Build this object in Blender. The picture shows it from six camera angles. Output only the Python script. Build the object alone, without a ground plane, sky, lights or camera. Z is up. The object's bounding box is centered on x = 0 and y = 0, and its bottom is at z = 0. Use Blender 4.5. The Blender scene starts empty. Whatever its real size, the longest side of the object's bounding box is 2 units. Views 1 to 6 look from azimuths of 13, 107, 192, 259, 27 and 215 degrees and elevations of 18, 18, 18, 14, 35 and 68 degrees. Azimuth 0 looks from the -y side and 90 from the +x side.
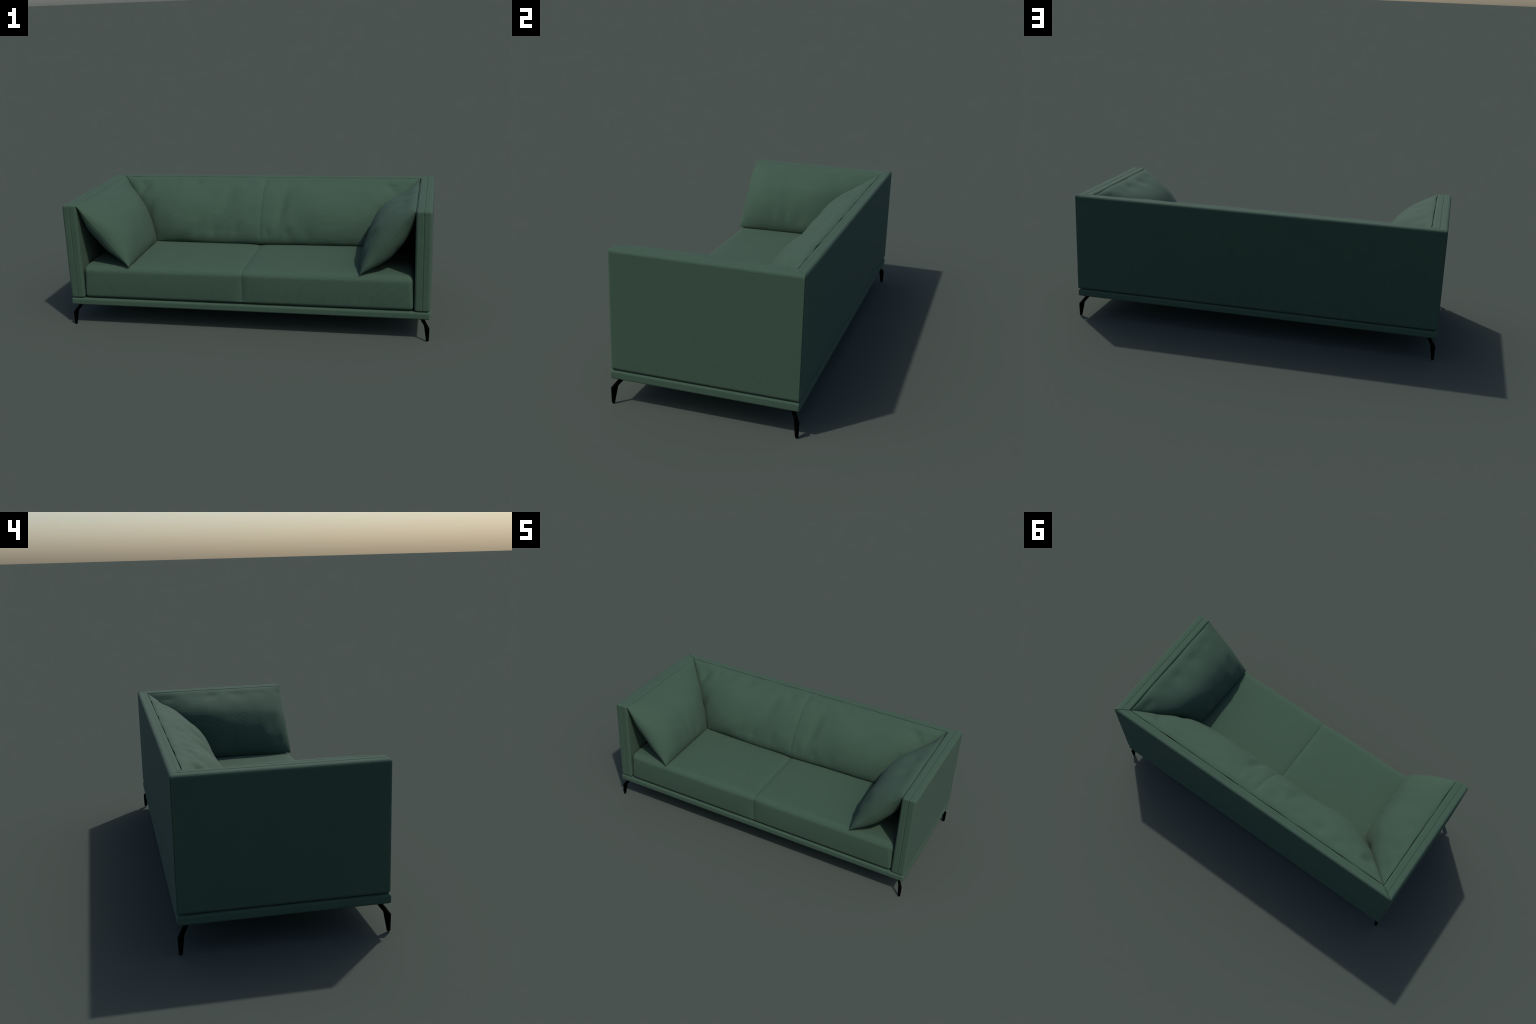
import bpy, bmesh, math
import numpy as np
from mathutils import Vector, noise

# ------------------------------------------------------------------ sizes (metres)
HALF_X   = 1.0      # outer face of the armrests
BACK_Y   = 0.4180   # outer face of the backrest
FRONT_Y  = -0.4175  # front face of the armrests
TOP_Z    = 0.6997
PANEL_Z  = 0.1605   # underside of arm and back panels
ARM_SEAM, ARM_IN   = 0.9590, 0.9175   # joint between the two upholstered layers, inner face
BACK_SEAM, BACK_IN = 0.3850, 0.3665
BASE_Z0, BASE_Z1   = 0.1190, 0.1590
SEAT_X, SEAT_Z0, SEAT_Z1 = 0.9145, 0.1615, 0.3495
SEAT_FRONT = -0.4150

# ------------------------------------------------------------------ materials
def make_fabric(name, colour, rib_pitch=0.0029, ribs=(0.5, 0.5, 1.0), strength=0.5):
    m = bpy.data.materials.new(name); m.use_nodes = True
    nt = m.node_tree; N, L = nt.nodes, nt.links
    bsdf = N['Principled BSDF']
    tc = N.new('ShaderNodeTexCoord')
    # soft tonal variation of the dyed cloth
    n1 = N.new('ShaderNodeTexNoise'); n1.inputs['Scale'].default_value = 9.0
    n1.inputs['Detail'].default_value = 3.0
    L.new(tc.outputs['Object'], n1.inputs['Vector'])
    ramp = N.new('ShaderNodeValToRGB')
    c = np.array(colour)
    ramp.color_ramp.elements[0].position = 0.35
    ramp.color_ramp.elements[0].color = (*(c * 0.985), 1)
    ramp.color_ramp.elements[1].position = 0.65
    ramp.color_ramp.elements[1].color = (*(c * 1.015), 1)
    L.new(n1.outputs['Fac'], ramp.inputs['Fac'])
    L.new(ramp.outputs['Color'], bsdf.inputs['Base Color'])
    # woven ribs: three families of fine waves, one per axis
    sep = N.new('ShaderNodeSeparateXYZ'); L.new(tc.outputs['Object'], sep.inputs[0])
    total = None
    for i, amp in enumerate(ribs):
        mul = N.new('ShaderNodeMath'); mul.operation = 'MULTIPLY'
        mul.inputs[1].default_value = 2 * math.pi / rib_pitch
        L.new(sep.outputs[i], mul.inputs[0])
        s = N.new('ShaderNodeMath'); s.operation = 'SINE'
        L.new(mul.outputs[0], s.inputs[0])
        a = N.new('ShaderNodeMath'); a.operation = 'MULTIPLY_ADD'
        a.inputs[1].default_value = amp
        L.new(s.outputs[0], a.inputs[0])
        if total is None:
            a.inputs[2].default_value = 0.0
        else:
            L.new(total.outputs[0], a.inputs[2])
        total = a
    bump = N.new('ShaderNodeBump'); bump.inputs['Strength'].default_value = strength
    bump.inputs['Distance'].default_value = 0.0004
    L.new(total.outputs[0], bump.inputs['Height'])
    L.new(bump.outputs['Normal'], bsdf.inputs['Normal'])
    bsdf.inputs['Roughness'].default_value = 0.95
    bsdf.inputs['Specular IOR Level'].default_value = 0.5
    return m

GREEN = (0.0352, 0.0727, 0.0468)
fabric = make_fabric('green_woven_fabric', GREEN)
base_fabric = make_fabric('green_ribbed_fabric', GREEN, ribs=(0.9, 0.9, 0.2))

metal = bpy.data.materials.new('black_metal'); metal.use_nodes = True
mb = metal.node_tree.nodes['Principled BSDF']
mn = metal.node_tree.nodes.new('ShaderNodeTexNoise'); mn.inputs['Scale'].default_value = 300
mr = metal.node_tree.nodes.new('ShaderNodeMapRange')
mr.inputs['To Min'].default_value = 0.42; mr.inputs['To Max'].default_value = 0.52
metal.node_tree.links.new(mn.outputs['Fac'], mr.inputs['Value'])
metal.node_tree.links.new(mr.outputs['Result'], mb.inputs['Roughness'])
mb.inputs['Base Color'].default_value = (0.0004, 0.0004, 0.0004, 1)
mb.inputs['Specular IOR Level'].default_value = 0.02

# ------------------------------------------------------------------ helpers
sofa = bpy.data.objects.new('sofa', None)
bpy.context.collection.objects.link(sofa)
sofa['label'] = 'dark green fabric two-seat sofa with thin black metal legs'
sofa['category'] = 'sofa'

def add_object(name, mesh, mat, parent=None):
    ob = bpy.data.objects.new(name, mesh)
    bpy.context.collection.objects.link(ob)
    ob.parent = parent or sofa
    if not mesh.materials:
        mesh.materials.append(mat)
    return ob

def mesh_from(name, verts, faces, smooth=True):
    me = bpy.data.meshes.new(name)
    me.from_pydata([tuple(map(float, v)) for v in verts], [], faces)
    me.update()
    bm = bmesh.new(); bm.from_mesh(me)
    bmesh.ops.recalc_face_normals(bm, faces=bm.faces)
    bm.to_mesh(me); bm.free()
    me.polygons.foreach_set('use_smooth', [smooth] * len(me.polygons))
    return me

def apply_modifiers(ob):
    dg = bpy.context.evaluated_depsgraph_get()
    me = bpy.data.meshes.new_from_object(ob.evaluated_get(dg))
    old = ob.data; ob.modifiers.clear(); ob.data = me
    bpy.data.meshes.remove(old)

def bevelled_prism(name, plan, z0, z1, weight, mat, parent=None, width=0.0165, seg=6):
    """Upright prism over a plan polygon; weight(p, q) gives the share of the
    full edge rounding for the edge p-q."""
    n = len(plan)
    vs = [(x, y, z0) for x, y in plan] + [(x, y, z1) for x, y in plan]
    fs = [list(range(n))[::-1], list(range(n, 2 * n))]
    fs += [[i, (i + 1) % n, n + (i + 1) % n, n + i] for i in range(n)]
    me = mesh_from(name, vs, fs)
    att = me.attributes.new('bevel_weight_edge', 'FLOAT', 'EDGE')
    for e in me.edges:
        p, q = (me.vertices[i].co for i in e.vertices)
        att.data[e.index].value = weight(p, q) * 0.014 / width
    ob = add_object(name, me, mat, parent)
    b = ob.modifiers.new('round', 'BEVEL'); b.limit_method = 'WEIGHT'
    b.width = width; b.segments = seg; b.harden_normals = True
    apply_modifiers(ob)
    return ob

# ------------------------------------------------------------------ armrests and backrest
GAP = 0.0006
LAP = 0.0036      # the two padded layers press into each other, leaving a soft crease
def mitre_y(ax):                      # the corner joint runs from the outer to the inner corner
    t = (HALF_X - ax) / (HALF_X - ARM_IN)
    return BACK_Y - t * (BACK_Y - BACK_IN)

def near(a, b): return abs(a - b) < 1e-4

def armrest(side):
    def weight(outer, inner, w_outer, w_inner):
        def f(p, q):
            m = 0.5 * (abs(p.x) + abs(q.x))
            if p.y > 0.3 and q.y > 0.3:                   # mitred end
                return 0.28
            if near(abs(p.x), outer) and near(abs(q.x), outer): return w_outer
            if near(abs(p.x), inner) and near(abs(q.x), inner): return w_inner
            return 0.8
        return f
    def plan(xo, xi):
        return [(side * xo, FRONT_Y), (side * xo, mitre_y(xo) - GAP),
                (side * xi, mitre_y(xi) - GAP), (side * xi, FRONT_Y)]
    shell = bevelled_prism('armrest', plan(HALF_X, ARM_SEAM - LAP / 2), PANEL_Z, TOP_Z,
                           weight(HALF_X, ARM_SEAM - LAP / 2, 1.1, 0.55), fabric)
    bevelled_prism('armrest_lining', plan(ARM_SEAM + LAP / 2, ARM_IN), PANEL_Z, TOP_Z,
                   weight(ARM_SEAM + LAP / 2, ARM_IN, 0.55, 0.95), fabric, shell)

def backrest():
    def mitre_x(y):
        t = (BACK_Y - y) / (BACK_Y - BACK_IN)
        return HALF_X - t * (HALF_X - ARM_IN) - GAP
    def plan(yo, yi):
        return [(-mitre_x(yo), yo), (-mitre_x(yi), yi), (mitre_x(yi), yi), (mitre_x(yo), yo)]
    def weight(outer, inner, wo, wi):
        def f(p, q):
            if abs(p.x) > 0.9 and abs(q.x) > 0.9 and p.x * q.x > 0: return 0.28
            if near(p.y, outer) and near(q.y, outer): return wo
            if near(p.y, inner) and near(q.y, inner): return wi
            return 0.5
        return f
    shell = bevelled_prism('backrest', plan(BACK_Y, BACK_SEAM - LAP / 4), PANEL_Z, TOP_Z,
                           weight(BACK_Y, BACK_SEAM - LAP / 4, 1.1, 0.2), fabric)
    bevelled_prism('backrest_lining', plan(BACK_SEAM + LAP / 4, BACK_IN), PANEL_Z, TOP_Z,
                   weight(BACK_SEAM + LAP / 4, BACK_IN, 0.16, 0.35), fabric, shell)

armrest(1); armrest(-1); backrest()

# ------------------------------------------------------------------ base slab
bevelled_prism('seat_base', [(-0.9995, -0.4190), (0.9995, -0.4190), (0.9995, 0.4190), (-0.9995, 0.4190)],
               BASE_Z0, BASE_Z1, lambda p, q: 0.85 if p.z + q.z > 0.28 else 0.6, base_fabric)

# ------------------------------------------------------------------ legs: kinked tapering blades set diagonally
def leg_mesh():
    # (distance in from the outer corner along the diagonal, height): outline of the blade
    outline = [(0.0520, 0.1235), (0.0000, 0.0725), (0.0015, 0.0030), (0.0030, 0.0000),
               (0.0120, 0.0000), (0.0138, 0.0030), (0.0300, 0.0790), (0.0780, 0.1235)]
    half = 0.0058
    d = np.array([1, 1, 0]) / math.sqrt(2); w = np.array([1, -1, 0]) / math.sqrt(2)
    vs, fs = [], []
    for sgn in (-1, 1):
        for a, z in outline:
            vs.append(d * a + w * half * sgn + np.array([0, 0, z]))
    n = len(outline)
    fs = [list(range(n)), list(range(n, 2 * n))[::-1]]
    fs += [[i, n + i, n + (i + 1) % n, (i + 1) % n] for i in range(n)]
    me = mesh_from('leg', vs, fs)
    bm = bmesh.new(); bm.from_mesh(me)
    bmesh.ops.bevel(bm, geom=list(bm.edges), offset=0.0012, segments=2, affect='EDGES', profile=0.5)
    bm.to_mesh(me); bm.free()
    me.polygons.foreach_set('use_smooth', [False] * len(me.polygons))
    return me

leg = leg_mesh()
for sx in (-1, 1):
    for sy in (-1, 1):
        ob = add_object('leg', leg, metal)
        ob.location = (sx * 0.9945, sy * 0.4165, 0)
        ob.rotation_euler = (0, 0, {(-1, -1): 0, (1, -1): math.pi / 2,
                                    (1, 1): math.pi, (-1, 1): -math.pi / 2}[(sx, sy)])

# ------------------------------------------------------------------ seat cushions
def axis_samples(lo, hi, r, n_mid, n_round=8, lo_round=True):
    """sample positions along one axis, dense in the rounded ends"""
    def ends(a, b): return [a + (b - a) * (1 - math.cos(math.pi / 2 * k / n_round)) for k in range(n_round)]
    left = [lo + r * math.tan(math.pi / 4 * k / n_round) for k in range(n_round)] if lo_round else [lo]
    right = [hi - r * math.tan(math.pi / 4 * k / n_round) for k in range(n_round)][::-1]
    a = lo + r if lo_round else lo
    mid = list(np.linspace(a, hi - r, n_mid + 1))
    if not lo_round: left = []
    return np.array(left + mid + right)

def seat_cushion(side):
    r = np.array([0.030, 0.045, 0.034])
    lo = np.array([-0.2, SEAT_FRONT, SEAT_Z0]); hi = np.array([SEAT_X, 0.345, SEAT_Z1])
    # seam end: samples crowd towards the stitched joint at x = 0
    seam = [0.0, 0.0008, 0.002, 0.004, 0.007, 0.011, 0.016, 0.022, 0.03, 0.04]
    xs = np.concatenate([seam, axis_samples(0.055, hi[0], r[0], 24, lo_round=False)])
    ys = axis_samples(lo[1], hi[1], r[1], 24)
    zs = axis_samples(lo[2], hi[2], r[2], 10)
    index, verts, faces = {}, [], []
    def vid(i, j, k):
        key = (i, j, k)
        if key not in index:
            p = np.array([xs[i], ys[j], zs[k]])
            t = min(1.0, max(0.0, (p[2] - 0.19) / 0.12)); t = t * t * (3 - 2 * t)
            rr = r * (0.62 + 0.38 * t)                    # lower edges are tighter
            inner = np.clip(p, lo + rr, hi - rr)
            d = (p - inner) / rr
            l = np.linalg.norm(d)
            q = inner + d / max(l, 1e-9) * rr if l > 1e-9 else p
            nrm = d / max(l, 1e-9)
            # crowned top, slightly full front
            cx = min(1, abs(q[0]) / 0.12) if q[0] < 0.5 else min(1, (SEAT_X - q[0]) / 0.12)
            cx = math.sin(max(cx, 0) * math.pi / 2)
            if nrm[2] > 0:
                cy = math.sin(math.pi * min(1, max(0, (q[1] - lo[1]) / 0.6)))
                q[2] += 0.004 * cx * cy * nrm[2]
            if nrm[1] < 0:
                cz = math.sin(math.pi * (q[2] - lo[2]) / (hi[2] - lo[2]))
                q[1] += 0.004 * cx * cz * nrm[1]
            # stitched seam: surface dips in along its normal
            dip = (0.0050 * math.exp(-q[0] / 0.013) + 0.0025 * math.exp(-q[0] / 0.05)) * (1 if nrm[2] > -0.3 else 0.3)
            q -= nrm * dip
            index[key] = len(verts); verts.append((side * q[0], q[1], q[2]))
        return index[key]
    nx, ny, nz = len(xs) - 1, len(ys) - 1, len(zs) - 1
    for i in range(nx):
        for j in range(ny):
            for k in (0, nz): faces.append([vid(i, j, k), vid(i + 1, j, k), vid(i + 1, j + 1, k), vid(i, j + 1, k)])
        for k in range(nz):
            for j in (0, ny): faces.append([vid(i, j, k), vid(i + 1, j, k), vid(i + 1, j, k + 1), vid(i, j, k + 1)])
    for j in range(ny):
        for k in range(nz):
            faces.append([vid(nx, j, k), vid(nx, j + 1, k), vid(nx, j + 1, k + 1), vid(nx, j, k + 1)])
    rim = [vid(0, j, 0) for j in range(ny)] + [vid(0, ny, k) for k in range(nz)] + \
          [vid(0, j, nz) for j in range(ny, 0, -1)] + [vid(0, 0, k) for k in range(nz, 0, -1)]
    faces.append(rim)
    me = mesh_from('seat_cushion', verts, faces)
    sharp = me.attributes.new('sharp_edge', 'BOOLEAN', 'EDGE')
    for e in me.edges:
        if all(abs(me.vertices[v].co.x) < 1e-6 for v in e.vertices): sharp.data[e.index].value = True
    add_object('seat_cushion', me, fabric)

seat_cushion(1); seat_cushion(-1)

# ------------------------------------------------------------------ loose cushions
def fold(x, s, x0, s0, lean, wx, ws, depth):
    """a soft valley (depth > 0) or ridge (depth < 0) across the cushion face"""
    c = x0 + lean * (s - s0)
    return depth * math.exp(-((x - c) / wx) ** 2 - ((s - s0) / ws) ** 2)

def lens_cushion(name, corners, bulge, back_bulge, nu, ns, face_detail, seam_u0=False,
                 side_soft=0.16, mitre_soft=(0.42, 0.16), fullness=(0.66, 0.58), even=0.08, wobble=0.0035, seed=0.0):
    """Pillow stretched over four corners (top-a, top-b, bottom-a, bottom-b).
    u runs a->b, s runs top->bottom; both faces swell from a common seam."""
    ta, tb, ba, bb = map(np.array, corners)
    along = (tb - ta) / np.linalg.norm(tb - ta)
    down = 0.5 * (ba + bb) - 0.5 * (ta + tb); down -= along * (down @ along); down /= np.linalg.norm(down)
    out = np.cross(along, down); out /= np.linalg.norm(out)
    if out[2] < 0: out = -out
    us = [0.5 - 0.5 * math.cos(math.pi * k / nu) for k in range(nu + 1)]
    if seam_u0:   # the joint with the neighbouring cushion: crowd samples there
        us = [u * 0.6 + 0.4 * (k / nu) for k, u in enumerate(us)]
    else:
        us = [u * 0.7 + 0.3 * (k / nu) for k, u in enumerate(us)]
    ss = [(0.5 - 0.5 * math.cos(math.pi * k / ns)) * 0.75 + 0.25 * k / ns for k in range(ns + 1)]
    verts, faces = [], []
    def height(u, s, P, front):
        w = np.linalg.norm((tb - ta) * (1 - s) + (bb - ba) * s)
        d1 = (1 - u) * w
        d0 = 10.0 if seam_u0 else u * w
        def ell(d, soft):
            t = min(d / soft, 1.0); return math.sqrt(max(0.0, 1 - (1 - t) ** 2))
        prof = 4 * s * (1 - s)
        if front:
            # ends are pinched deeply at the top, fuller towards the seat
            e = ell(d0, side_soft) * ell(d1, mitre_soft[0] + (mitre_soft[1] - mitre_soft[0]) * s)
            a, b = fullness
            crest = a / (a + b)
            round_f = s ** a * (1 - s) ** b / (crest ** a * (1 - crest) ** b)
            if s < crest:      # the upper half slopes up evenly to a crest
                round_f = (1 - even) * round_f + even * (1 - (1 - s / crest) ** 1.35)
            h = bulge * round_f * e
            h = max(h - face_detail(P, s, u) * min(1, prof * 2.2) * min(1, e * 1.6), 0.02 * h)
            if seam_u0:
                d = u * w
                h -= (0.0042 * math.exp(-d / 0.012) + 0.004 * math.exp(-d / 0.05)) * min(1, prof * 3)
        else:
            e = ell(d0, 0.09) * ell(d1, 0.15)
            h = back_bulge * s ** 0.72 * (1 - s) ** 0.78 / 0.354 * e
            h *= 1 - 0.18 * noise.noise(Vector(P * 8.0) + Vector((seed, 5, 0))) if not seam_u0 else 1
        return h
    grid = {}
    for layer in (0, 1):
        for i, u in enumerate(us):
            for k, s in enumerate(ss):
                edge = (i == nu) or (i == 0 and not seam_u0) or k in (0, ns)
                if layer and edge:
                    grid[1, i, k] = grid[0, i, k]; continue
                P = (ta * (1 - u) + tb * u) * (1 - s) + (ba * (1 - u) + bb * u) * s
                q = Vector(P * 9.0) + Vector((seed, seed * 2, -seed))
                wv = np.array(noise.noise_vector(q)) * wobble
                rim = math.exp(-min(s, 1 - s, 1 - u, 1 if seam_u0 else u) / 0.08)
                P2 = P + wv * rim * (0 if (seam_u0 and i == 0) else 1)
                h = height(u, s, P, layer == 0)
                V = P2 + out * (h if layer == 0 else -h)
                grid[layer, i, k] = len(verts); verts.append(V)
    for layer in (0, 1):
        for i in range(nu):
            for k in range(ns):
                f = [grid[layer, i, k], grid[layer, i + 1, k], grid[layer, i + 1, k + 1], grid[layer, i, k + 1]]
                if len(set(f)) == 4: faces.append(f)
    if seam_u0:
        faces.append([grid[0, 0, k] for k in range(ns + 1)] + [grid[1, 0, k] for k in range(ns - 1, 0, -1)])
    me = mesh_from(name, verts, faces)
    seam_pairs = set()
    def mark(a, b): seam_pairs.add((min(a, b), max(a, b)))
    for i in range(nu):
        for k in (0, ns): mark(grid[0, i, k], grid[0, i + 1, k])
    for k in range(ns):
        mark(grid[0, nu, k], grid[0, nu, k + 1]); mark(grid[0, 0, k], grid[0, 0, k + 1])
        mark(grid[1, 0, k], grid[1, 0, k + 1])
    sharp = me.attributes.new('sharp_edge', 'BOOLEAN', 'EDGE')
    for e in me.edges:
        if tuple(sorted(e.vertices)) in seam_pairs: sharp.data[e.index].value = True
    return add_object(name, me, fabric)

def lumps(P, amount, scale, seed):
    v = Vector(P * scale) + Vector((seed, -seed, seed * 0.5))
    return amount * noise.noise(v)

def puckers(t, s, seed):
    """row of soft dents pulled in below the top seam"""
    phase = t / 0.135 * 2 * math.pi + 2.2 * noise.noise(Vector((t * 3.0, seed, 0)))
    return 0.007 * (0.5 + 0.5 * math.cos(phase)) ** 1.5 * math.exp(-((s - 0.12) / 0.07) ** 2)

# back cushions: a pair stitched together at x = 0, mitred against the arm cushions
# each fold: centre, depth along the face (0 top .. 1 bottom), lean, half-width, half-length, depth
RIGHT_FOLDS = [(0.122, 0.55, -0.07, 0.032, 0.27, 0.015), (0.068, 0.14, 0.0, 0.028, 0.08, 0.008),
               (0.33, 0.16, 0.15, 0.045, 0.10, 0.006), (0.045, 0.90, 0.0, 0.022, 0.09, 0.006),
               (0.165, 0.91, 0.02, 0.024, 0.09, 0.008), (0.27, 0.90, -0.05, 0.03, 0.10, 0.005),
               (0.20, 0.16, -0.1, 0.03, 0.10, 0.005), (0.76, 0.20, 0.25, 0.040, 0.12, 0.018),
               (0.72, 0.62, 0.2, 0.03, 0.10, 0.014), (0.50, 0.12, 0.1, 0.045, 0.08, 0.007),
               (0.62, 0.14, 0.15, 0.04, 0.09, 0.007), (0.35, 0.55, 0.0, 0.12, 0.20, -0.006)]
LEFT_FOLDS = [(-0.205, 0.40, -0.12, 0.045, 0.20, 0.012), (-0.10, 0.18, -0.10, 0.032, 0.14, 0.007),
              (-0.385, 0.88, -0.2, 0.026, 0.12, 0.009), (-0.285, 0.87, -0.15, 0.026, 0.12, 0.009),
              (-0.145, 0.84, -0.05, 0.028, 0.14, 0.008), (-0.44, 0.12, 0.2, 0.05, 0.09, 0.007),
              (-0.33, 0.15, 0.15, 0.04, 0.11, 0.007), (-0.62, 0.18, -0.2, 0.045, 0.13, 0.010),
              (-0.76, 0.20, -0.25, 0.035, 0.12, 0.018), (-0.72, 0.62, -0.2, 0.03, 0.10, 0.012),
              (-0.46, 0.45, 0.1, 0.14, 0.24, -0.009)]
BACK_FOLDS = LEFT_FOLDS + RIGHT_FOLDS      # both cushions share one relief, so they meet evenly at the seam
for side, seed in ((1, 3.1), (-1, 3.1)):
    def detail(P, s, u, folds=BACK_FOLDS, seed=seed):
        return sum(fold(P[0], s, *f) for f in folds) + puckers(P[0], s, seed) + lumps(P, 0.010, 4.5, seed) + lumps(P, 0.0025, 12.0, seed + 4)
    lens_cushion('back_cushion',
                 [(0.0, 0.3635, 0.6950), (side * 0.9145, 0.3630, 0.6950),
                  (0.0, 0.0850, 0.3530), (side * 0.6430, 0.0980, 0.3540)],
                 0.090, 0.02, 96, 56, detail, seam_u0=True, seed=seed)

# arm cushions lean from the top of the armrest down onto the seat
ARM_FOLDS = {
    -1: [(-0.13, 0.82, 0.05, 0.022, 0.15, 0.005), (-0.21, 0.82, 0.05, 0.022, 0.15, 0.004),
         (-0.05, 0.84, 0.05, 0.025, 0.13, 0.004), (0.18, 0.64, -0.1, 0.030, 0.08, 0.020),
         (0.29, 0.12, 0.2, 0.07, 0.10, 0.008), (-0.32, 0.42, 0.15, 0.05, 0.2, 0.004),
         (-0.18, 0.16, 0.2, 0.05, 0.09, 0.007), (0.05, 0.42, 0.0, 0.13, 0.22, -0.014)],
    1: [(-0.31, 0.64, 0.15, 0.035, 0.15, 0.010), (-0.35, 0.86, 0.1, 0.025, 0.11, 0.007),
        (0.18, 0.64, -0.1, 0.030, 0.08, 0.018), (0.29, 0.12, 0.2, 0.07, 0.10, 0.008),
        (0.02, 0.16, 0.15, 0.05, 0.09, 0.007), (-0.15, 0.16, 0.1, 0.05, 0.09, 0.008),
        (-0.08, 0.84, 0.05, 0.025, 0.13, 0.005), (0.05, 0.42, 0.0, 0.13, 0.22, -0.014)]}
for side in (-1, 1):
    def detail(P, s, u, side=side):
        return sum(fold(P[1], s, *f) for f in ARM_FOLDS[side]) + 0.6 * puckers(P[1], s, side) + lumps(P, 0.007, 4.5, 20.0 + 5 * side) + lumps(P, 0.002, 12.0, 31.0 + side)
    lens_cushion('arm_cushion',
                 [(side * 0.9150, -0.4130, 0.6960), (side * 0.9145, 0.3620, 0.6950),
                  (side * 0.6370, -0.4140, 0.3545), (side * 0.6460, 0.0960, 0.3530)],
                 0.094, 0.073, 72, 56, detail, fullness=(0.62, 0.66), even=0.5,
                 mitre_soft=(0.46, 0.14), seed=13.0 + side)
